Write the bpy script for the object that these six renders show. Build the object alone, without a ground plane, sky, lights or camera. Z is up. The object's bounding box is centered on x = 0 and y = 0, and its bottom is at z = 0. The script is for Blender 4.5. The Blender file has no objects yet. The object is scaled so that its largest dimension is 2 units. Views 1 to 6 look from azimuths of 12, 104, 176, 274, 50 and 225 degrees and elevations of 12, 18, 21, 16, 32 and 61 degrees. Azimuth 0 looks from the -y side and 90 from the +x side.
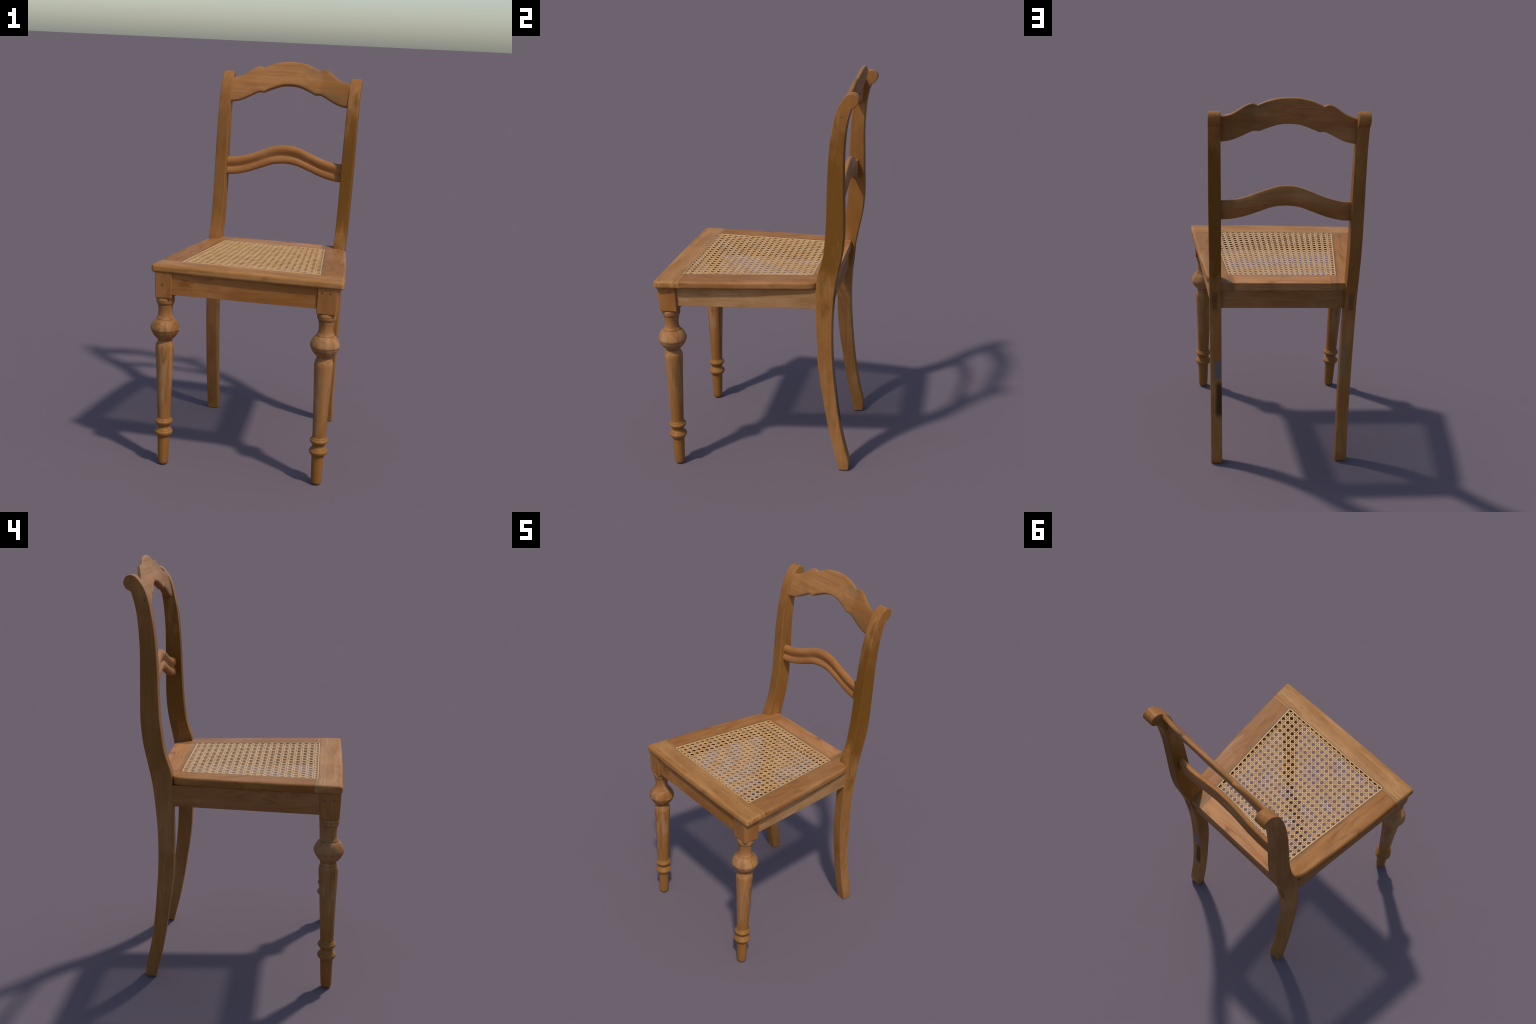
"""Wooden side chair with a caned seat, turned front legs, scrolled back posts."""
import bpy, bmesh, math, random
from mathutils import Vector, Matrix

random.seed(11)
COL = bpy.context.scene.collection


# ------------------------------------------------------------------ helpers
def lerp_table(tab, t):
    if t <= tab[0][0]:
        return tab[0][1]
    for (a, va), (b, vb) in zip(tab, tab[1:]):
        if t <= b:
            return va + (vb - va) * (t - a) / (b - a)
    return tab[-1][1]


def smooth_table(tab, t):
    """Monotone-ish cubic (Catmull-Rom on uneven knots) through a table."""
    n = len(tab)
    if t <= tab[0][0]:
        return tab[0][1]
    if t >= tab[-1][0]:
        return tab[-1][1]
    k = 0
    while tab[k + 1][0] < t:
        k += 1

    def slope(i):
        if i == 0:
            return (tab[1][1] - tab[0][1]) / (tab[1][0] - tab[0][0])
        if i == n - 1:
            return (tab[-1][1] - tab[-2][1]) / (tab[-1][0] - tab[-2][0])
        a = (tab[i][1] - tab[i - 1][1]) / (tab[i][0] - tab[i - 1][0])
        b = (tab[i + 1][1] - tab[i][1]) / (tab[i + 1][0] - tab[i][0])
        return 0.0 if a * b <= 0 else 2 * a * b / (a + b)
    x0, y0 = tab[k]
    x1, y1 = tab[k + 1]
    h = x1 - x0
    u = (t - x0) / h
    m0, m1 = slope(k) * h, slope(k + 1) * h
    return ((2 * u**3 - 3 * u**2 + 1) * y0 + (u**3 - 2 * u**2 + u) * m0
            + (-2 * u**3 + 3 * u**2) * y1 + (u**3 - u**2) * m1)


def spline(pts, per=3):
    """Catmull-Rom polyline through open control points."""
    out = []
    n = len(pts)
    for i in range(n - 1):
        p0, p1, p2, p3 = pts[max(i - 1, 0)], pts[i], pts[i + 1], pts[min(i + 2, n - 1)]
        for s in range(per):
            t = s / per
            out.append(tuple(0.5 * (2 * b + (c - a) * t + (2 * a - 5 * b + 4 * c - d) * t * t
                                    + (-a + 3 * b - 3 * c + d) * t**3)
                             for a, b, c, d in zip(p0, p1, p2, p3)))
    out.append(tuple(pts[-1]))
    return out


ROOT = bpy.data.objects.new("wooden_chair", None)
COL.objects.link(ROOT)
ROOT["label"] = "honey brown wooden side chair with woven cane seat"
ROOT["category"] = "chair"


def finish(name, bm, mat, parent=None, angle=38, weighted=True, loc=None):
    bmesh.ops.recalc_face_normals(bm, faces=bm.faces[:])
    me = bpy.data.meshes.new(name)
    bm.to_mesh(me)
    bm.free()
    me.shade_smooth()
    me.set_sharp_from_angle(angle=math.radians(angle))
    me.materials.append(mat)
    ob = bpy.data.objects.new(name, me)
    COL.objects.link(ob)
    ob.parent = parent or ROOT
    if loc is not None:
        ob.location = loc
    if weighted:
        w = ob.modifiers.new("weighted", "WEIGHTED_NORMAL")
        w.keep_sharp = True
        w.weight = 80
    return ob


def prism(bm, poly, z0, z1):
    """Vertical prism over a plan polygon; z0 / z1 are numbers or functions of (x, y)."""
    f0 = z0 if callable(z0) else (lambda x, y: z0)
    f1 = z1 if callable(z1) else (lambda x, y: z1)
    lo = [bm.verts.new((x, y, f0(x, y))) for x, y in poly]
    hi = [bm.verts.new((x, y, f1(x, y))) for x, y in poly]
    n = len(poly)
    bm.faces.new(lo[::-1])
    bm.faces.new(hi)
    for i in range(n):
        bm.faces.new((lo[i], lo[(i + 1) % n], hi[(i + 1) % n], hi[i]))
    bm.normal_update()


def bevel_edges(bm, test, r, seg=3):
    bmesh.ops.recalc_face_normals(bm, faces=bm.faces[:])
    bm.normal_update()
    es = [e for e in bm.edges if len(e.link_faces) == 2 and test(e)]
    if es:
        bmesh.ops.bevel(bm, geom=es, offset=r, offset_type='OFFSET', segments=seg, profile=0.5,
                        affect='EDGES', clamp_overlap=False)


def sharp(e, deg=35):
    return e.calc_face_angle(0.0) > math.radians(deg)


def is_vertical(e):
    d = e.verts[0].co - e.verts[1].co
    return abs(d.z) > 0.8 * d.length


# ------------------------------------------------------------------ materials
class Nodes:
    def __init__(self, name):
        self.mat = bpy.data.materials.new(name)
        self.mat.use_nodes = True
        self.t = self.mat.node_tree
        self.t.nodes.clear()

    def n(self, kind, **kw):
        nd = self.t.nodes.new(kind)
        for k, v in kw.items():
            setattr(nd, k, v)
        return nd

    def put(self, sock, v):
        if isinstance(v, (int, float)):
            sock.default_value = v
        elif isinstance(v, tuple):
            sock.default_value = v if len(v) == len(sock.default_value) else (*v, 1.0)
        else:
            self.t.links.new(v, sock)

    def math(self, op, a, b=0.0, c=0.0, clamp=False):
        nd = self.n("ShaderNodeMath", operation=op, use_clamp=clamp)
        for s, v in zip(nd.inputs, (a, b, c)):
            self.put(s, v)
        return nd.outputs[0]

    def map(self, v, a, b, c=0.0, d=1.0, smooth=True):
        nd = self.n("ShaderNodeMapRange", interpolation_type='SMOOTHSTEP' if smooth else 'LINEAR')
        for s, x in zip(nd.inputs, (v, a, b, c, d)):
            self.put(s, x)
        return nd.outputs[0]

    def mix(self, f, a, b, mode='MIX'):
        nd = self.n("ShaderNodeMix", data_type='RGBA', blend_type=mode)
        self.put(nd.inputs[0], f)
        self.put(nd.inputs[6], a)
        self.put(nd.inputs[7], b)
        return nd.outputs[2]

    def coord(self):
        return self.n("ShaderNodeTexCoord").outputs["Object"]

    def mapping(self, v, loc=(0, 0, 0), rot=(0, 0, 0), scale=(1, 1, 1)):
        nd = self.n("ShaderNodeMapping")
        self.put(nd.inputs[0], v)
        nd.inputs[1].default_value = loc
        nd.inputs[2].default_value = rot
        nd.inputs[3].default_value = scale
        return nd.outputs[0]

    def noise(self, v, scale, detail=4.0, rough=0.55, dist=0.0):
        nd = self.n("ShaderNodeTexNoise")
        self.put(nd.inputs["Vector"], v)
        nd.inputs["Scale"].default_value = scale
        nd.inputs["Detail"].default_value = detail
        nd.inputs["Roughness"].default_value = rough
        nd.inputs["Distortion"].default_value = dist
        return nd.outputs[0]

    def xyz(self, v):
        nd = self.n("ShaderNodeSeparateXYZ")
        self.put(nd.inputs[0], v)
        return nd.outputs[0], nd.outputs[1], nd.outputs[2]

    def band(self, v, lo, hi, soft):
        """1 between lo and hi, soft shoulders."""
        a = self.map(v, lo - soft, lo + soft)
        b = self.map(v, hi - soft, hi + soft, 1.0, 0.0)
        return self.math('MULTIPLY', a, b)


HONEY = (0.435, 0.222, 0.088)
PALE = (0.42, 0.205, 0.080)
AMBER = (0.405, 0.178, 0.050)
UMBER = (0.215, 0.100, 0.036)
GREY = (0.140, 0.102, 0.052)


def wood(name, grain='z', base=HONEY, tint=AMBER, seed=0.0, rings=0.35, stain=0.35, dirt=0.2,
         dirt_lines=(), specks=0.0, extra=None, bump=0.12, rough=0.50):
    g = Nodes(name)
    co = g.coord()
    ax = 'xyz'.index(grain)
    along, across = 0.55, 9.0
    sc = [across, across, across]
    sc[ax] = along
    off = (seed * 1.37, seed * 2.11 + 3.0, seed * 0.77 - 2.0)
    v = g.mapping(co, loc=off, scale=tuple(sc))
    # growth-ring contours: a stretched noise field cut into thin bands
    field = g.noise(v, 1.0, 2.0, 0.45, 0.15)
    tri = g.math('PINGPONG', g.math('MULTIPLY', field, 17.0), 0.5)
    ring = g.map(tri, 0.0, 0.22, 1.0, 0.0)
    fine_v = g.mapping(co, loc=off, scale=tuple(3.0 if i == ax else 95.0 for i in range(3)))
    fine = g.noise(fine_v, 1.0, 5.0, 0.65)
    streak_v = g.mapping(co, loc=off, scale=tuple(1.3 if i == ax else 24.0 for i in range(3)))
    streak = g.noise(streak_v, 1.0, 4.0, 0.6)
    cloud_v = g.mapping(co, loc=off, scale=tuple(2.2 if i == ax else 6.0 for i in range(3)))
    cloud = g.noise(cloud_v, 1.0, 3.0, 0.55)
    c = g.mix(g.map(streak, 0.30, 0.70), base, tint)
    light = tuple(min(1.0, x * 1.16 + 0.012) for x in base)
    c = g.mix(g.math('MULTIPLY', g.map(cloud, 0.45, 0.70), 0.65), c, light)
    dark = tuple(x * k for x, k in zip(base, (0.52, 0.45, 0.40)))
    wob = g.map(g.noise(co, 5.0 + seed * 0.1, 2.0), 0.35, 0.65)
    c = g.mix(g.math('MULTIPLY', g.math('MULTIPLY', ring, wob), rings * 1.25), c, dark)
    c = g.mix(g.math('MULTIPLY', g.map(fine, 0.40, 0.75, 0.0, 1.0), 0.28), c, dark)
    blotch = g.noise(g.mapping(co, loc=(seed, 2.0, seed * 3.1), scale=tuple(7.0 if i == ax else 16.0 for i in range(3))), 1.0, 4.0, 0.6)
    c = g.mix(g.map(blotch, 0.34, 0.50, 0.34, 0.0), c, tuple(x * k for x, k in zip(base, (0.62, 0.56, 0.50))))
    c = g.mix(g.map(blotch, 0.54, 0.72, 0.0, 0.45), c, (base[0] * 1.12 + .02, base[1] * 1.16 + .015, base[2] * 1.2 + .012))
    # old varnish left in patches
    st = g.noise(g.mapping(co, loc=(seed + 7.0, 1.0, seed), scale=tuple(5.0 if i == ax else 14.0 for i in range(3))),
                 1.0, 3.0, 0.6)
    c = g.mix(g.math('MULTIPLY', g.map(st, 0.56, 0.64), stain), c, (0.235, 0.078, 0.010))
    # grey grime
    dn = g.noise(g.mapping(co, loc=(3.0, seed, 5.0), scale=tuple(6.0 if i == ax else 16.0 for i in range(3))), 1.0, 5.0, 0.65)
    c = g.mix(g.math('MULTIPLY', g.map(dn, 0.60, 0.74), dirt), c, GREY)
    x, y, z = g.xyz(co)
    for (a, b, k, width, amount) in dirt_lines:
        d = g.math('ABSOLUTE', g.math('ADD', g.math('ADD', g.math('MULTIPLY', x, a), g.math('MULTIPLY', y, b)), k))
        d = g.math('ADD', d, g.math('MULTIPLY', g.math('SUBTRACT', dn, 0.5), width * 2.2))
        m = g.map(d, 0.0, width, amount, 0.0)
        c = g.mix(m, c, GREY)
    if specks:
        vo = g.n("ShaderNodeTexVoronoi", feature='F1')
        g.put(vo.inputs["Vector"], co)
        vo.inputs["Scale"].default_value = 26.0
        size = g.map(g.math('FRACT', g.math('MULTIPLY', g.xyz(vo.outputs["Color"])[0], 7.31)), 0.62, 1.0, 0.0, 0.085, False)
        hole = g.math('LESS_THAN', vo.outputs["Distance"], size)
        c = g.mix(g.math('MULTIPLY', hole, specks), c, (0.055, 0.032, 0.016))
    if extra:
        c = extra(g, c, co, x, y, z, dn)
    bs = g.n("ShaderNodeBsdfPrincipled")
    g.put(bs.inputs["Base Color"], c)
    g.put(bs.inputs["Roughness"], g.map(streak, 0.3, 0.7, rough - 0.05, rough + 0.08))
    bs.inputs["Specular IOR Level"].default_value = 0.14
    bp = g.n("ShaderNodeBump")
    bp.inputs["Strength"].default_value = bump
    bp.inputs["Distance"].default_value = 0.0012
    g.put(bp.inputs["Height"], g.math('ADD', fine, g.math('MULTIPLY', streak, 0.8)))
    g.put(bs.inputs["Normal"], bp.outputs[0])
    out = g.n("ShaderNodeOutputMaterial")
    g.t.links.new(bs.outputs[0], out.inputs[0])
    return g.mat


def cane_material(name, base, deep):
    g = Nodes(name)
    co = g.coord()
    a = g.noise(co, 22.0, 3.0, 0.6)
    b = g.noise(co, 160.0, 3.0, 0.6)
    c = g.mix(g.map(a, 0.42, 0.66), base, deep)
    c = g.mix(g.math('MULTIPLY', g.map(b, 0.35, 0.7), 0.45), c, tuple(min(1, k * 1.18) for k in base))
    bs = g.n("ShaderNodeBsdfPrincipled")
    g.put(bs.inputs["Base Color"], c)
    bs.inputs["Roughness"].default_value = 0.42
    bs.inputs["Specular IOR Level"].default_value = 0.4
    out = g.n("ShaderNodeOutputMaterial")
    g.t.links.new(bs.outputs[0], out.inputs[0])
    return g.mat


def plain(name, col, rough=0.6):
    g = Nodes(name)
    n = g.noise(g.coord(), 90.0, 4.0)
    bs = g.n("ShaderNodeBsdfPrincipled")
    g.put(bs.inputs["Base Color"], g.mix(g.map(n, 0.3, 0.7), col, tuple(k * 0.7 for k in col)))
    bs.inputs["Roughness"].default_value = rough
    out = g.n("ShaderNodeOutputMaterial")
    g.t.links.new(bs.outputs[0], out.inputs[0])
    return g.mat


# ------------------------------------------------------------------ back posts
POST_FRONT = [(.3875, 0.0), (.3835, .018), (.373, .061), (.3535, .148), (.3373, .234), (.3245, .316),
              (.3147, .387), (.306, .442), (.299, .502), (.2938, .561), (.2908, .626), (.2895, .708), (.289, .79),
              (.2892, .87), (.2902, .94), (.2918, 1.0), (.2955, 1.037), (.306, 1.073), (.319, 1.110), (.329, 1.146),
              (.3365, 1.197), (.3425, 1.25), (.3468, 1.30), (.350, 1.36), (.353, 1.42), (.3560, 1.49), (.3593, 1.55),
              (.3640, 1.61), (.3695, 1.665), (.378, 1.725), (.3875, 1.772), (.396, 1.812), (.4065, 1.848),
              (.4190, 1.8765), (.4355, 1.9015), (.4535, 1.9215), (.469, 1.9295), (.481, 1.9305)]
POST_SCROLL = [(.481, 1.9305), (.498, 1.924), (.509, 1.909), (.5118, 1.8925), (.5045, 1.8755), (.4925, 1.8635), (.4785, 1.8575)]
POST_BACK = [(.4785, 1.8575), (.468, 1.827), (.459, 1.793), (.4515, 1.753), (.4455, 1.705), (.4405, 1.648),
             (.4378, 1.59), (.4368, 1.51), (.4365, 1.43), (.436, 1.35), (.4350, 1.28), (.431, 1.22), (.424, 1.165),
             (.413, 1.11), (.402, 1.06), (.391, 1.008), (.3835, .96), (.3772, .90), (.3714, .835), (.3680, .78),
             (.3660, .72), (.3663, .645), (.3685, .583), (.3715, .524), (.3766, .458), (.384, .367), (.392, .297),
             (.4021, .225), (.4155, .154), (.429, .093), (.4378, .053), (.4385, .015), (.433, 0.0)]

POST = {
    +1: dict(outer=[(0, .3440), (.35, .3495), (.71, .3566), (1.03, .3620), (1.5, .3730), (1.93, .3780)],
             inner=[(0, .2850), (.35, .2915), (.71, .2990), (1.03, .3045), (1.5, .3120), (1.93, .3205)],
             dy=[(0, 0), (2, 0)], dz=[(1.7, 0), (1.93, -.004)]),
    -1: dict(outer=[(0, -.3835), (.35, -.3880), (.71, -.3925), (1.07, -.3930), (1.5, -.3900), (1.93, -.3840)],
             inner=[(0, -.3245), (.35, -.3280), (.71, -.3310), (1.07, -.3345), (1.5, -.3290), (1.93, -.3270)],
             dy=[(0, -.015), (.3, -.011), (.6, -.0075), (.85, -.003), (1.12, 0), (1.3, .0045), (1.5, .003), (1.75, 0), (2, -.001)],
             dz=[(1.7, 0), (1.93, .006)]),
}


def build_post(side, mat):
    p = POST[side]
    ring = spline(POST_FRONT, 2)[:-1] + spline(POST_SCROLL, 4)[:-1] + spline(POST_BACK, 2)
    bm = bmesh.new()
    rows = []
    for y, z in ring:
        yy = y + lerp_table(p["dy"], z)
        zz = max(0.0, z + lerp_table(p["dz"], z))
        rows.append((bm.verts.new((lerp_table(p["outer"], z) + side * .0010, yy, zz)), bm.verts.new((lerp_table(p["inner"], z) - side * .0006, yy, zz))))
    # the tables run along the arrises; the rounded stock stands about a millimetre proud of them
    pts = [r[0].co.copy() for r in rows]
    for k, (va, vb) in enumerate(rows):
        d = pts[(k + 1) % len(pts)] - pts[k - 1]
        nrm = Vector((0, d.z, -d.y)).normalized() * .0011
        for v in (va, vb):
            v.co += nrm
            v.co.z = max(0.0, v.co.z)
    n = len(rows)
    for i in range(n):
        a, b = rows[i], rows[(i + 1) % n]
        bm.faces.new((a[0], b[0], b[1], a[1]))
    # side faces: ladder of quads between matching front / back stations would twist at the
    # scroll, so let the tessellator fill the planar outline
    bm.faces.new([r[0] for r in rows])
    bm.faces.new([r[1] for r in rows][::-1])
    bm.normal_update()
    big = {f for f in bm.faces if len(f.verts) > 10}
    bevel_edges(bm, lambda e: (e.link_faces[0] in big) != (e.link_faces[1] in big), 0.0045, 3)
    return finish("rear_post", bm, mat, angle=42)


def post_patches(side):
    def extra(g, c, co, x, y, z, dn):
        # dark brown band on the upper half, broken up by noise
        zz = g.math('ADD', z, g.math('MULTIPLY', g.math('SUBTRACT', dn, 0.5), 0.9))
        c = g.mix(g.math('MULTIPLY', g.band(zz, 1.02, 1.74, 0.16), 0.88 if side > 0 else 0.42), c, (0.165, 0.066, 0.006))
        # knot
        kx, kz = (0.432, 1.818) if side > 0 else (0.414, 1.826)
        d = g.math('SQRT', g.math('ADD', g.math('POWER', g.math('SUBTRACT', y, kx), 2.0),
                                  g.math('POWER', g.math('MULTIPLY', g.math('SUBTRACT', z, kz), 0.6), 2.0)))
        c = g.mix(g.map(d, 0.001, 0.006, 0.75, 0.0), c, (0.07, 0.035, 0.012))
        c = g.mix(g.map(d, 0.002, 0.02, 0.30, 0.0), c, UMBER)
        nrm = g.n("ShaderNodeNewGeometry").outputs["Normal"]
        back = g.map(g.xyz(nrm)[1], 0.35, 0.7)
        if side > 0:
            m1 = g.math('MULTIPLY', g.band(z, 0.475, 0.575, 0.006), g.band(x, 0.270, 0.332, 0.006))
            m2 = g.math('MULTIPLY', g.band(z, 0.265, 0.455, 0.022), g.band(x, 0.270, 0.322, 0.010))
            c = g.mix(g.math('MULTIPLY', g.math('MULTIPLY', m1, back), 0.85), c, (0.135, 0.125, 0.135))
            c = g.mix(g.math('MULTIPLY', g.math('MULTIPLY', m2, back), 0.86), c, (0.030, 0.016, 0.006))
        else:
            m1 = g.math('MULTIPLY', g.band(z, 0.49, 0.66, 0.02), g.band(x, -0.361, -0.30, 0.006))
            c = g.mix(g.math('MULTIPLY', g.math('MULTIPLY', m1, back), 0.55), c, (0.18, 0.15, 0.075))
        return c
    return extra


for side in (+1, -1):
    m = wood("post_wood", 'z', base=(0.332, 0.148, 0.043), tint=(0.298, 0.117, 0.026), seed=2.0 + side, rings=0.18,
             stain=0.22, dirt=0.22, extra=post_patches(side))
    post = build_post(side, m)
    # through tenon showing on the back of the post
    tm = wood("tenon_wood", 'z', base=(0.203, 0.087, 0.027), tint=(0.158, 0.063, 0.018), seed=6.0 + side, rings=0.6, stain=0.2, dirt=0.4)
    x0, x1 = (0.3245, 0.3465) if side > 0 else (-0.3775, -0.3535)
    bm = bmesh.new()
    zs = [0.872, 0.972]
    yb = [smooth_table(sorted((zz, yy) for yy, zz in POST_BACK if zz < 1.8), z) + lerp_table(POST[side]["dy"], z) for z in zs]
    vs = [bm.verts.new((x, y + d, z)) for z, y in zip(zs, yb) for d in (-0.012, 0.0009) for x in (x0, x1)]
    for f in ((0, 1, 3, 2), (4, 5, 7, 6), (0, 1, 5, 4), (2, 3, 7, 6), (0, 2, 6, 4), (1, 3, 7, 5)):
        bm.faces.new([vs[i] for i in f])
    bevel_edges(bm, lambda e: True, 0.0008, 2)
    finish("tenon", bm, tm, parent=post)

# ------------------------------------------------------------------ crest rail
XC = -0.0065
CREST_TOP = [(0, 2.0), (.02, 1.9995), (.065, 1.994), (.105, 1.983), (.137, 1.9695), (.156, 1.9610)]
CREST_TOP2 = [(.157, 1.9610), (.1675, 1.9655), (.178, 1.9683), (.191, 1.9665), (.206, 1.9595), (.223, 1.9490), (.244, 1.9330),
              (.272, 1.9160), (.295, 1.9070), (.312, 1.9030), (.333, 1.9015)]
CREST_BOT = [(0, 1.8785), (.02, 1.8775), (.05, 1.8725), (.085, 1.8600), (.114, 1.8470), (.134, 1.8370), (.142, 1.8332), (.150, 1.8332),
             (.160, 1.8345), (.170, 1.8335), (.190, 1.8245), (.220, 1.8080), (.250, 1.7930), (.280, 1.7815), (.305, 1.7765), (.333, 1.7735)]
# the board follows the backward sweep of the posts, with a slight bow in plan
CREST_SWEEP = [(1.74, .3945), (1.775, .4005), (1.800, .4050), (1.836, .4125), (1.88, .4275), (1.912, .4435), (1.962, .4620), (2.0, .4735), (2.03, .4815)]


def crest_front(x, z):
    s = ((x - XC) / 0.32) ** 2
    return smooth_table(CREST_SWEEP, z) + 0.002 - 0.004 * s


def build_crest(mat):
    us = sorted({round(i * 0.0065, 5) for i in range(51)} | {.1555, .1565, .1575, .1595, .333})
    us = [u for u in us if u <= .333]
    xs = [-u for u in us[::-1]] + us[1:]
    nv = 12
    bm = bmesh.new()
    loops = []
    for u in xs:
        a = abs(u)
        x = XC + u
        x = min(max(x, -0.334), 0.322)
        zt = smooth_table(CREST_TOP, a) if a < .1565 else smooth_table(CREST_TOP2, a)
        zb = smooth_table(CREST_BOT, a)
        front, back = [], []
        for k in range(nv + 1):
            v = k / nv
            z = zb + (zt - zb) * v
            e = 0.01
            yf = crest_front(x, z)
            dy = (crest_front(x, z + e) - crest_front(x, z - e)) / (2 * e)
            nrm = Vector((0, 1, -dy)).normalized()
            th = 0.033 + 0.003 * min(1.0, (u / .32) ** 2) - 0.016 * v
            # pillowed arrises on the front
            edge = min(v, 1 - v) * (zt - zb)
            soft = 0.004 * max(0.0, 1 - edge / 0.009) ** 2
            front.append((x, yf + soft, z))
            back.append((x, yf + nrm.y * th, z + nrm.z * th))
        prof = front + back[::-1]
        loops.append([bm.verts.new(p) for p in prof])
    m = len(loops[0])
    for a, b in zip(loops, loops[1:]):
        for k in range(m):
            bm.faces.new((a[k], a[(k + 1) % m], b[(k + 1) % m], b[k]))
    bm.faces.new(loops[0])
    bm.faces.new(loops[-1][::-1])
    bm.normal_update()
    rim = set()
    bm.verts.index_update()
    for a, b in zip(loops, loops[1:]):
        for k in (0, nv, nv + 1, m - 1):
            rim.add(frozenset((a[k], b[k])))
    bevel_edges(bm, lambda e: frozenset(e.verts) in rim, 0.0042, 3)
    return finish("crest_rail", bm, mat, angle=40)


def crest_patches(g, c, co, x, y, z, dn):
    xx = g.math('ADD', x, g.math('MULTIPLY', g.math('SUBTRACT', dn, 0.5), 0.06))
    c = g.mix(g.map(xx, 0.150, 0.185, 0.0, 0.50), c, (0.215, 0.088, 0.017))
    gm = g.math('MULTIPLY', g.band(x, 0.06, 0.30, 0.05), g.map(dn, 0.47, 0.66))
    c = g.mix(g.math('MULTIPLY', gm, 0.40), c, GREY)
    return c


build_crest(wood("crest_wood", 'x', base=(0.361, 0.159, 0.050), tint=(0.315, 0.124, 0.031), seed=9.0, rings=0.28, stain=0.25, dirt=0.08,
                 extra=crest_patches))

# ------------------------------------------------------------------ back slat
SLAT_TOP = [(0, 1.5515), (.03, 1.5500), (.065, 1.5425), (.125, 1.5205), (.195, 1.4930), (.25, 1.4770), (.29, 1.4705), (.33, 1.4685)]
SLAT_BOT = [(0, 1.4505), (.03, 1.4485), (.062, 1.4435), (.128, 1.4200), (.20, 1.3930), (.255, 1.3785), (.29, 1.3730), (.33, 1.3710)]
# moulded section: (height fraction, depth in front of the back plane)
SLAT_SECTION = [(.03, .0), (.0, .005), (.0, .0145), (.02, .0215), (.06, .0268), (.11, .0294), (.18, .0303), (.25, .0298), (.31, .0281),
                (.36, .0255), (.40, .0226), (.422, .0208), (.435, .0203), (.455, .0206), (.50, .0218), (.56, .0243), (.62, .0270), (.68, .0290),
                (.76, .0300), (.84, .0287), (.92, .0237), (.975, .0162), (1.0, .0088), (1.0, .003), (.98, .0)]


def build_slat(mat):
    bm = bmesh.new()
    loops = []
    xc = -0.0085
    n = 76
    for i in range(n + 1):
        u = -0.328 + 0.656 * i / n
        x = xc + u
        a = abs(u)
        zt, zb = smooth_table(SLAT_TOP, a), smooth_table(SLAT_BOT, a)
        yb = 0.4075 + 0.0125 * (1 - (u / 0.315) ** 2)
        loops.append([bm.verts.new((x, yb - d * 0.93, zb + (zt - zb) * h)) for h, d in SLAT_SECTION])
    m = len(SLAT_SECTION)
    for a, b in zip(loops, loops[1:]):
        for k in range(m):
            bm.faces.new((a[k], a[(k + 1) % m], b[(k + 1) % m], b[k]))
    bm.faces.new(loops[0])
    bm.faces.new(loops[-1][::-1])
    return finish("back_slat", bm, mat, angle=62, weighted=False)


build_slat(wood("slat_wood", 'x', base=(0.374, 0.163, 0.051), tint=(0.323, 0.125, 0.031), seed=14.0, rings=0.3, stain=0.15, dirt=0.12))

# ------------------------------------------------------------------ front legs
LEG = [(.8640, .040), (.8600, .0445), (.8520, .0458), (.8430, .0457), (.8355, .0440), (.8305, .0412), (.8280, .0390), (.8262, .0384),
       (.8245, .0388), (.8180, .0374), (.8050, .0354), (.7920, .0348), (.7790, .0351), (.7700, .0366), (.7640, .0392), (.7600, .0420),
       (.7570, .0440), (.7555, .0444), (.7547, .0440), (.7540, .0448), (.7490, .0505), (.7430, .0560), (.7350, .0615), (.7260, .0660),
       (.7170, .0693), (.7110, .0711), (.7065, .0717), (.7030, .0716), (.7008, .0708), (.6992, .0692), (.6978, .0684), (.6955, .0682), (.6900, .0665),
       (.6810, .0620), (.6720, .0568), (.6640, .0500), (.6580, .0442), (.6535, .0392), (.6500, .0364), (.6465, .0355), (.6430, .0358),
       (.6395, .0370), (.6360, .0388), (.6340, .0400), (.6331, .0397), (.6322, .0406), (.6270, .0430), (.6220, .0446), (.6160, .0457),
       (.6080, .0462), (.5960, .0461), (.5700, .0448), (.5400, .0430), (.5000, .0412), (.4600, .0396), (.4150, .0379), (.3700, .0362),
       (.3200, .0344), (.2750, .0328), (.2500, .0323), (.2445, .0327), (.2415, .0350), (.2390, .0372), (.2372, .0380), (.2362, .0378),
       (.2350, .0392), (.2320, .0424), (.2285, .0441), (.2250, .0442), (.2210, .0430), (.2160, .0400), (.2105, .0355), (.2060, .0315),
       (.2025, .0296), (.1995, .0294), (.1960, .0302), (.1920, .0312), (.1898, .0328), (.1880, .0355), (.1855, .0377), (.1838, .0384),
       (.1829, .0382), (.1815, .0400), (.1780, .0434), (.1740, .0452), (.1700, .0454), (.1655, .0442), (.1600, .0414), (.1550, .0375),
       (.1510, .0335), (.1485, .0314), (.1450, .0305), (.1340, .0301), (.1100, .0294), (.0850, .0287), (.0600, .0279), (.0350, .0270),
       (.0180, .0263), (.0105, .0252), (.0050, .0226), (.0015, .0188), (0.0, .0150)]


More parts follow.
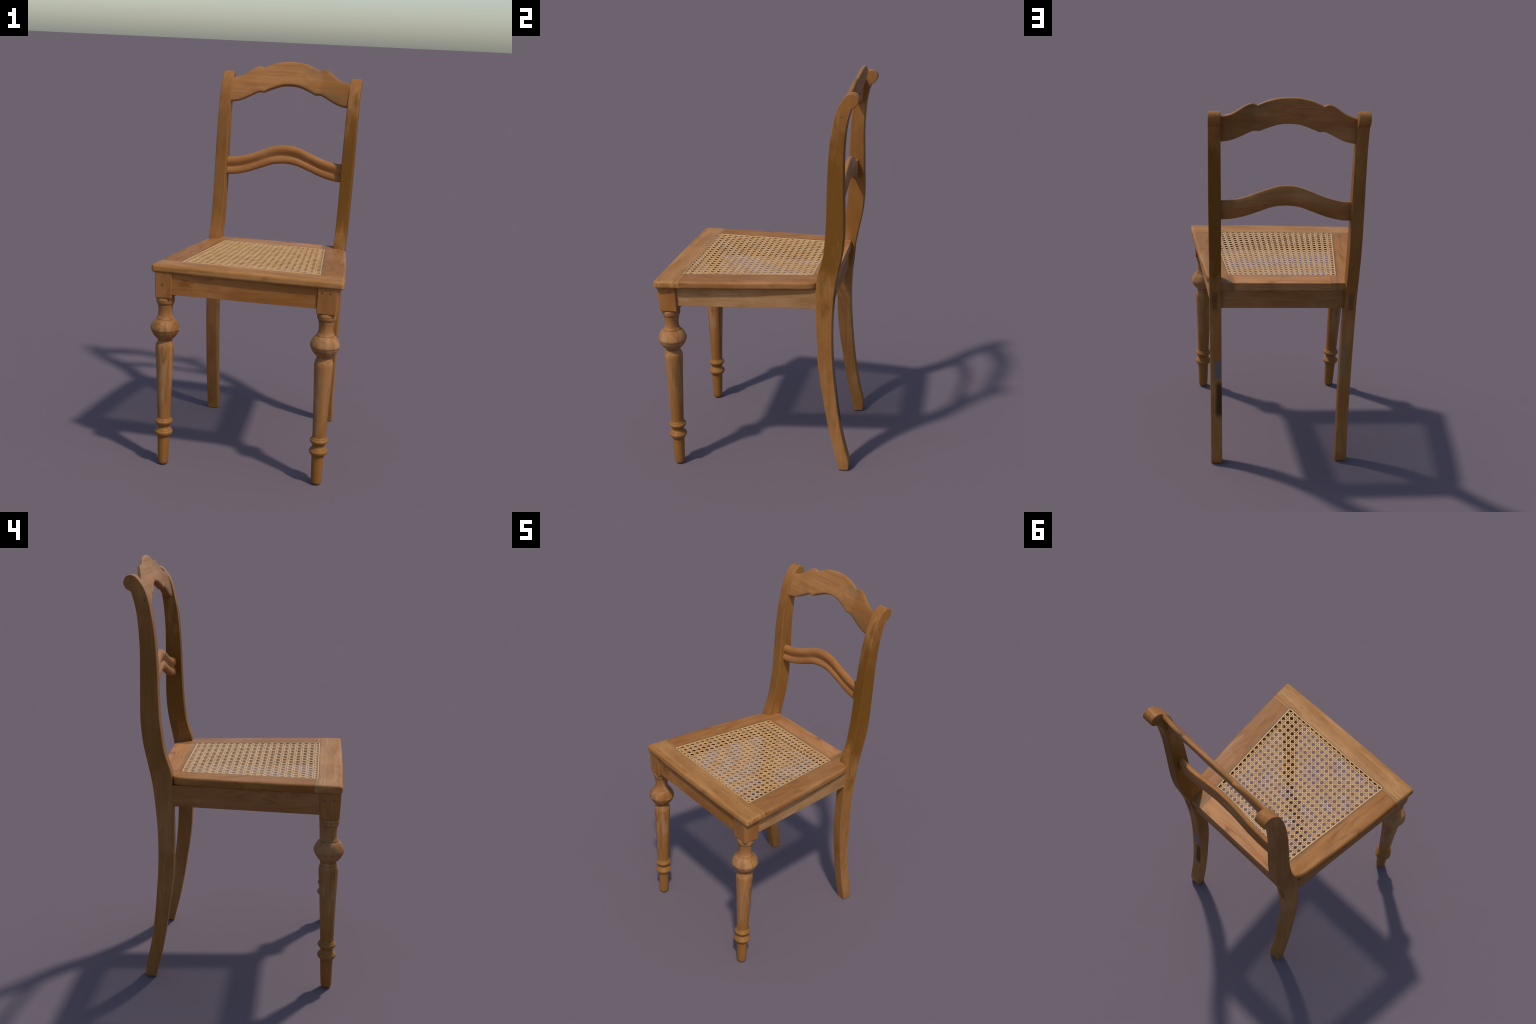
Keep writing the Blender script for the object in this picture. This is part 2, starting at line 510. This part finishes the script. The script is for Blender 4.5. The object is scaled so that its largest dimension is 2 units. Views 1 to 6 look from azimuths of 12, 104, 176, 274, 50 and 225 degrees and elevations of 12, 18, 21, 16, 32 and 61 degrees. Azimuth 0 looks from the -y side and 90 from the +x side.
def build_front_leg(side, mat, block_mat):
    foot = Vector((.3935, -.4450, 0.0)) if side > 0 else Vector((-.3870, -.4565, 0.0))
    ball = Vector((.3940, -.4370, .706)) if side > 0 else Vector((-.4000, -.4425, .706))
    lean = (ball - foot) / .706
    bm = bmesh.new()
    seg = 56
    loops = []
    for z, r in LEG:
        loops.append([bm.verts.new((lean.x * z + r * math.cos(2 * math.pi * k / seg),
                                    lean.y * z + r * math.sin(2 * math.pi * k / seg), z)) for k in range(seg)])
    for a, b in zip(loops, loops[1:]):
        for k in range(seg):
            bm.faces.new((a[k], a[(k + 1) % seg], b[(k + 1) % seg], b[k]))
    bm.faces.new(loops[0])
    bm.faces.new(loops[-1])
    leg = finish("front_leg", bm, mat, angle=50, weighted=False, loc=foot)
    # square block above the turning
    if side > 0:
        bot = ((.3470, .4420), (-.4775, -.3880))
        top = ((.3500, .4480), (-.4845, -.3885))
    else:
        bot = ((-.4430, -.3600), (-.4845, -.3920))
        top = ((-.4470, -.3590), (-.4885, -.3895))
    bm = bmesh.new()
    vs = []
    for z, ((xa, xb), (ya, yb)) in ((.8625, bot), (.9945, top)):
        vs.append([bm.verts.new(Vector((x, y, z)) - foot) for x, y in ((xa, ya), (xb, ya), (xb, yb), (xa, yb))])
    lo, hi = vs
    bm.faces.new(lo[::-1])
    bm.faces.new(hi)
    for i in range(4):
        bm.faces.new((lo[i], lo[(i + 1) % 4], hi[(i + 1) % 4], hi[i]))
    bevel_edges(bm, is_vertical, 0.0055, 3)
    bevel_edges(bm, lambda e: sharp(e, 60) and max(v.co.z for v in e.verts) < .88, 0.0065, 3)
    block = finish("leg_block", bm, block_mat, parent=leg)
    # peg ends on the block faces
    spots = [(.3735, -.4838, .9735, 'y'), (.4125, -.4838, .9735, 'y'), (.4473, -.418, .967, 'x')] if side > 0 else \
            [(-.4460, -.4121, .957, 'x'), (-.4460, -.4553, .959, 'x'), (-.406, -.4866, .9330, 'y')]
    for px, py, pz, face in spots:
        bm = bmesh.new()
        rr = 0.0062
        rot = Matrix.Rotation(math.pi / 2, 4, 'X') if face == 'y' else Matrix.Rotation(math.pi / 2, 4, 'Y')
        bmesh.ops.create_cone(bm, cap_ends=True, segments=20, radius1=rr, radius2=rr, depth=.012,
                              matrix=Matrix.Translation(Vector((px, py, pz)) - foot) @ rot)
        bmesh.ops.translate(bm, verts=bm.verts[:], vec=(0.0055 * (-side) if face == 'x' else 0, 0.0048 if face == 'y' else 0, 0))
        finish("peg", bm, PEG, parent=leg, weighted=False)
    return leg


PEG = wood("peg_wood", 'x', base=(0.190, 0.112, 0.045), tint=(0.192, 0.086, 0.035), seed=31.0, rings=0.2, dirt=0.5)


def leg_patches(seed):
    def extra(g, c, co, x, y, z, dn):
        ballz = g.band(z, 0.655, 0.7535, 0.002)
        lines = None
        faces = None
        for s in (x, y):
            # flat cheeks glued to the square core: seams are the circles where |x| or |y| = c
            d = g.math('ABSOLUTE', g.math('SUBTRACT', g.math('ABSOLUTE', s), 0.0560))
            ln = g.map(d, 0.0003, 0.0016, 1.0, 0.0)
            fc = g.map(g.math('ABSOLUTE', s), 0.0555, 0.0565)
            lines = ln if lines is None else g.math('MAXIMUM', lines, ln)
            faces = fc if faces is None else g.math('MAXIMUM', faces, fc)
        c = g.mix(g.math('MULTIPLY', g.math('MULTIPLY', faces, ballz), 0.45), c, PALE)
        c = g.mix(g.math('MULTIPLY', g.math('MULTIPLY', lines, ballz), 0.50), c, UMBER)
        # shrinkage crack down the side of the ball
        ang = g.math('ARCTAN2', y, x)
        for a0 in (0.05 + seed * 0.01, -1.02):
            cr = g.map(g.math('ABSOLUTE', g.math('SUBTRACT', ang, a0)), 0.006, 0.03, 0.75, 0.0)
            c = g.mix(g.math('MULTIPLY', cr, g.band(z, 0.66, 0.745, 0.004)), c, (0.11, 0.055, 0.02))
        # polish worn thin: grime sits in the turned grooves
        for z0, w in ((0.8262, .003), (0.7547, .0022), (0.6960, .0022), (0.6480, .005), (0.6331, .002), (0.2362, .0028), (0.2010, .006),
                      (0.1829, .0028), (0.1470, .006), (0.2480, .005), (0.8480, .003)):
            m = g.map(g.math('ABSOLUTE', g.math('SUBTRACT', z, z0)), 0.0, w, 0.62, 0.0)
            c = g.mix(g.math('MULTIPLY', m, g.map(dn, 0.30, 0.55, 0.45, 1.0)), c, (0.120, 0.070, 0.030))
        worn = g.noise(g.mapping(co, loc=(seed * 5.0, 1.0, 0.0), scale=(26.0, 26.0, 5.0)), 1.0, 4.0, 0.6)
        c = g.mix(g.map(worn, 0.50, 0.68, 0.0, 0.60), c, (0.385, 0.215, 0.105))
        zz = g.math('ADD', z, g.math('MULTIPLY', g.math('SUBTRACT', dn, 0.5), 0.35))
        c = g.mix(g.map(zz, 0.22, 0.42, 0.55, 0.0), c, (0.250, 0.098, 0.014))
        return c
    return extra


for side in (+1, -1):
    lm = wood("leg_wood", 'z', base=(0.335, 0.151, 0.049), tint=(0.296, 0.117, 0.030), seed=18.0 + 3 * side, rings=0.55, stain=0.12, dirt=0.22,
              extra=leg_patches(side), rough=0.44)
    bmtl = wood("block_wood", 'z', base=(0.335, 0.140, 0.039), tint=(0.308, 0.114, 0.026), seed=23.0 + side, rings=0.30, stain=0.22, dirt=0.15)
    build_front_leg(side, lm, bmtl)

# ------------------------------------------------------------------ aprons
def tilt(y):
    return -.0012 - .0115 * y


def AP_Z(x, y):
    return .9865 + tilt(y)


bm = bmesh.new()
prism(bm, [(-.365, -.4795), (.355, -.4740), (.355, -.4440), (-.365, -.4490)], lambda x, y: .8865 + .006 * x, AP_Z)
bevel_edges(bm, lambda e: sharp(e), 0.0022, 2)
finish("apron", bm, wood("front_apron_wood", 'x', base=(0.332, 0.137, 0.036), tint=(0.304, 0.111, 0.023), seed=27.0, rings=0.25, stain=0.85, dirt=0.1))

bm = bmesh.new()
prism(bm, [(.4330, -.40), (.3575, .300), (.3275, .300), (.4030, -.40)], lambda x, y: .8855 - .016 * y, AP_Z)
bevel_edges(bm, lambda e: sharp(e), 0.0022, 2)
finish("apron", bm, wood("side_apron_wood", 'y', base=(0.405, 0.216, 0.090), tint=(0.352, 0.168, 0.055), seed=34.0, rings=0.3, stain=0.25, dirt=0.3))

bm = bmesh.new()
prism(bm, [(-.4415, -.40), (-.4115, -.40), (-.3605, .295), (-.3910, .295)], lambda x, y: .8830 - .008 * y, AP_Z)
bevel_edges(bm, lambda e: sharp(e), 0.0022, 2)
finish("apron", bm, wood("side_apron_wood", 'y', base=(0.340, 0.145, 0.048), tint=(0.300, 0.112, 0.028), seed=38.0, rings=0.35, stain=0.45, dirt=0.2))

bm = bmesh.new()
prism(bm, [(-.345, .3300), (.315, .3380), (.315, .3600), (-.345, .3530)], .8765, AP_Z)
bevel_edges(bm, lambda e: sharp(e), 0.0022, 2)
finish("apron", bm, wood("rear_apron_wood", 'x', base=(0.331, 0.146, 0.048), tint=(0.296, 0.117, 0.031), seed=41.0, rings=0.3, stain=0.4, dirt=0.25))

# ------------------------------------------------------------------ seat frame
ZT, ZB = 1.0274, 0.9868
CANE = dict(yf=-.3820, yr=.2660, rf=.3455, rr=.2655, lf=-.3460, lr=-.2965)


def cane_r(y):
    return CANE["rf"] + (CANE["rr"] - CANE["rf"]) * (y - CANE["yf"]) / (CANE["yr"] - CANE["yf"])


def cane_l(y):
    return CANE["lf"] + (CANE["lr"] - CANE["lf"]) * (y - CANE["yf"]) / (CANE["yr"] - CANE["yf"])


LEDGE = 0.017
LZ = 1.0195


def seat_board(mat, poly, outer, ledge, round_corners=()):
    """poly: plan outline; outer(mid) tells which sides carry the bullnose; ledge: strip under the cane."""
    bm = bmesh.new()
    prism(bm, poly, ZB, ZT)

    def near(e):
        m = (e.verts[0].co + e.verts[1].co) / 2
        return any((m.xy - Vector(c)).length < .004 for c in round_corners)
    bevel_edges(bm, lambda e: is_vertical(e) and near(e), 0.016, 4)

    def rim(e, top):
        if is_vertical(e) or not sharp(e, 60):
            return False
        m = (e.verts[0].co + e.verts[1].co) / 2
        return (m.z > (ZT + ZB) / 2) == top

    def out_edge(e):
        m = (e.verts[0].co + e.verts[1].co) / 2
        return outer(m.x, m.y)
    bevel_edges(bm, lambda e: rim(e, True) and out_edge(e), 0.0145, 5)
    bevel_edges(bm, lambda e: rim(e, False) and out_edge(e), 0.0125, 4)
    bevel_edges(bm, lambda e: sharp(e, 60) and not is_vertical(e) and not out_edge(e) and e.verts[0].co.z > ZT - .001
                and e.verts[1].co.z > ZT - .001, 0.0009, 2)
    if ledge:
        prism(bm, ledge, ZB + .003, LZ - 0.0035)
    for v in bm.verts:
        v.co.z += tilt(v.co.y)
    return finish("seat_rail", bm, mat, angle=40)


cyf, cyr = CANE["yf"], CANE["yr"]
# front board
front_poly = [(-.4655, -.4930), (-.23, -.4955), (.0, -.4965), (.23, -.4955), (.4740, -.4915), (.4625, -.3650), (cane_r(-.3665), -.3665), (CANE["rf"], cyf), (CANE["lf"], cyf),
              (cane_l(-.3665), -.3665), (-.4560, -.3655)]
seat_board(
    wood("front_board_wood", 'x', base=(0.425, 0.204, 0.066), tint=(0.332, 0.138, 0.034), seed=44.0, rings=0.55, stain=0.15, dirt=0.10, specks=0.8,
         dirt_lines=[(0, 1, .382, .004, .55)]),
    front_poly, lambda x, y: y < -.44 or (abs(x) > .44 and y < -.37),
    [(CANE["lf"] + .002, cyf + .0), (CANE["rf"] - .002, cyf), (CANE["rf"] - .004, cyf + LEDGE), (CANE["lf"] + .004, cyf + LEDGE)],
    round_corners=[(-.4655, -.4930), (.4740, -.4915)])
# right side board
J = .0004
RIGHT_EDGE = [(.4625, -.3650 + J), (.4495, -.255), (.4340, -.127), (.4150, .010), (.3980, .125), (.3870, .205), (.3805, .252), (.3750, .278), (.3610, .2935)]
LEFT_EDGE = [(-.4560, -.3655 + J), (-.4440, -.170), (-.4305, .010), (-.4170, .118), (-.4090, .190), (-.4015, .236), (-.3955, .264), (-.3840, .286)]
poly = RIGHT_EDGE + [(.330, .300), (.330, .3760), (.2335, .3765), (.2480, cyr + .002), (cane_r(cyr), cyr), (cane_r(-.3665), -.3665 + J)]
seat_board(
    wood("side_board_wood", 'y', base=(0.340, 0.153, 0.052), tint=(0.295, 0.118, 0.030), seed=49.0, rings=0.4, stain=0.35, dirt=0.18,
         dirt_lines=[(1.0, .1235, -.2985, .022, .50), (0, 1, .3662, .004, .30)]),
    poly, lambda x, y: x > .3655 and -.362 < y < .287,
    [(cane_r(cyf), cyf), (cane_r(cyr), cyr), (cane_r(cyr) - LEDGE, cyr), (cane_r(cyf) - LEDGE, cyf)])
poly = [(-.335, .3660), (-.340, .300)] + LEFT_EDGE[::-1] + [(cane_l(-.3665), -.3665 + J), (cane_l(cyr), cyr), (-.2610, cyr + .002), (-.2615, .3675)]
seat_board(
    wood("side_board_wood", 'y', base=(0.345, 0.145, 0.036), tint=(0.285, 0.100, 0.018), seed=53.0, rings=0.55, stain=0.3, dirt=0.12,
         dirt_lines=[(1.0, -.0772, .3165, .018, .55), (0, 1, .3662, .004, .30)]),
    poly, lambda x, y: x < -.386 and -.362 < y < .278,
    [(cane_l(cyf), cyf), (cane_l(cyf) + LEDGE, cyf), (cane_l(cyr) + LEDGE, cyr), (cane_l(cyr), cyr)])
# rear board
poly = [(-.2610 + J, cyr), (.2480 - J, cyr), (.2335 - J, .3755), (-.2615 + J, .3690)]
seat_board(
    wood("rear_board_wood", 'x', base=(0.434, 0.193, 0.068), tint=(0.383, 0.155, 0.045), seed=58.0, rings=0.6, stain=0.08, dirt=0.15,
         dirt_lines=[(0, 1, -.270, .018, .48)]),
    poly, lambda x, y: False,
    [(cane_l(cyr), cyr + .001), (cane_l(cyr), cyr - LEDGE), (cane_r(cyr), cyr - LEDGE), (cane_r(cyr), cyr + .001)])

# ------------------------------------------------------------------ cane webbing
PITCH_Y = .0327
ROW0 = -.3410
DS = .0953
THICK = 0.0013
HALF_W = 0.00215


def lattice(i, j):
    """Column i (0 in the middle), row j -> plan position; columns fan with the trapezoid."""
    y = ROW0 + PITCH_Y * j
    r, l = cane_r(y), cane_l(y)
    return (r + l) / 2 + i * DS * (r - l) / 2, y


I_MAX = 0.992 / DS
J_MIN = (cyf + .003 - ROW0) / PITCH_Y
J_MAX = (cyr - .003 - ROW0) / PITCH_Y


def sag(x, y):
    u = max(-1, min(1, x / .33))
    v = max(-1, min(1, (y + .058) / .32))
    return -0.0015 * (1 - u * u) * (1 - v * v)


def strand(bm, a, b, level, phase, wave, w=HALF_W):
    """Flat woven strip from lattice point a to b."""
    (i0, j0), (i1, j1) = a, b
    # clip to the panel
    t0, t1 = 0.0, 1.0
    for p, q, lo, hi in ((i0, i1 - i0, -I_MAX, I_MAX), (j0, j1 - j0, J_MIN, J_MAX)):
        if abs(q) < 1e-9:
            if not lo <= p <= hi:
                return
            continue
        ta, tb = sorted(((lo - p) / q, (hi - p) / q))
        t0, t1 = max(t0, ta), min(t1, tb)
    if t1 - t0 < 1e-4:
        return
    length = math.hypot((i1 - i0) * (t1 - t0), (j1 - j0) * (t1 - t0))
    if length < .25:
        return
    n = max(3, int(length * 4))
    pts = []
    j1r = random.uniform(-.0003, .0003)
    for k in range(n + 1):
        t = t0 + (t1 - t0) * k / n
        ii, jj = i0 + (i1 - i0) * t, j0 + (j1 - j0) * t
        x, y = lattice(ii, jj)
        s = (ii if abs(i1 - i0) > 1e-9 else jj)
        z = CANE_Z + tilt(y) + sag(x, y) + level + wave * math.sin(2 * math.pi * s + phase)
        pts.append(Vector((x + j1r, y + j1r, z)))
    prev = None
    ww = w * random.uniform(.93, 1.07)
    for k, p in enumerate(pts):
        d = pts[min(k + 1, n)] - pts[max(k - 1, 0)]
        side = Vector((-d.y, d.x, 0)).normalized() * ww
        up = Vector((0, 0, THICK))
        ring = [bm.verts.new(p - side), bm.verts.new(p - side * .62 + up * .85), bm.verts.new(p + side * .62 + up * .85), bm.verts.new(p + side)]
        if prev:
            for q in range(4):
                bm.faces.new((prev[q], prev[(q + 1) % 4], ring[(q + 1) % 4], ring[q]))
        else:
            bm.faces.new(ring)
        prev = ring
    bm.faces.new(prev[::-1])


CANE_Z = 1.0236
bm = bmesh.new()
OFF = .137
BIG = 40
cols = [k + .5 for k in range(-11, 11)]
rows = [k + .5 for k in range(-2, 19)]
for k, c in enumerate(cols):
    for s in (-1, 1):
        strand(bm, (c + s * OFF, -3), (c + s * OFF, 20), 0.0, math.pi * (k + (s > 0)), .00035)
for k, r in enumerate(rows):
    for s in (-1, 1):
        strand(bm, (-12, r + s * OFF), (12, r + s * OFF), 0.0004, math.pi * (k + (s > 0)), .00035)
for k in range(-36, 36):
    o = k + .5
    strand(bm, (-12, -12 - o), (34, 34 - o), .0010, 0.6, .0004, HALF_W * 1.0)
    strand(bm, (-12, 12 + o), (34, -34 + o), .0014, 2.2, .0004, HALF_W * 1.0)
CANE_MAT = cane_material("cane", (0.565, 0.325, 0.130), (0.46, 0.235, 0.075))
panel = finish("cane_webbing", bm, CANE_MAT, angle=60, weighted=False)
panel["kind"] = "stuff"

# flat edging cane that covers the ends of the weave
EDGE_MAT = cane_material("cane_edging", (0.53, 0.30, 0.115), (0.45, 0.235, 0.078))


def edging(p, q):
    p, q = Vector((*p, 0)), Vector((*q, 0))
    d = (q - p).normalized()
    side = Vector((-d.y, d.x, 0)) * .0036
    bm = bmesh.new()
    n = 40
    prev = None
    for k in range(n + 1):
        c = p.lerp(q, k / n)
        z = CANE_Z + tilt(c.y) + .0022 + .0003 * math.sin(k * 1.7)
        ring = [bm.verts.new((*(c + side * s).xy, z + h)) for s, h in ((-1, -.003), (-1, .0006), (-.55, .0016), (.55, .0016), (1, .0006), (1, -.003))]
        if prev:
            for a in range(6):
                bm.faces.new((prev[a], prev[(a + 1) % 6], ring[(a + 1) % 6], ring[a]))
        else:
            bm.faces.new(ring)
        prev = ring
    bm.faces.new(prev[::-1])
    return finish("cane_edging", bm, EDGE_MAT, parent=panel, angle=60, weighted=False)


e = .0044
fl, fr = (cane_l(cyf) + e, cyf + e), (cane_r(cyf) - e, cyf + e)
rl, rr_ = (cane_l(cyr) + e, cyr - e), (cane_r(cyr) - e, cyr - e)
for a, b in ((fl, fr), (fr, rr_), (rr_, rl), (rl, fl)):
    edging(a, b)
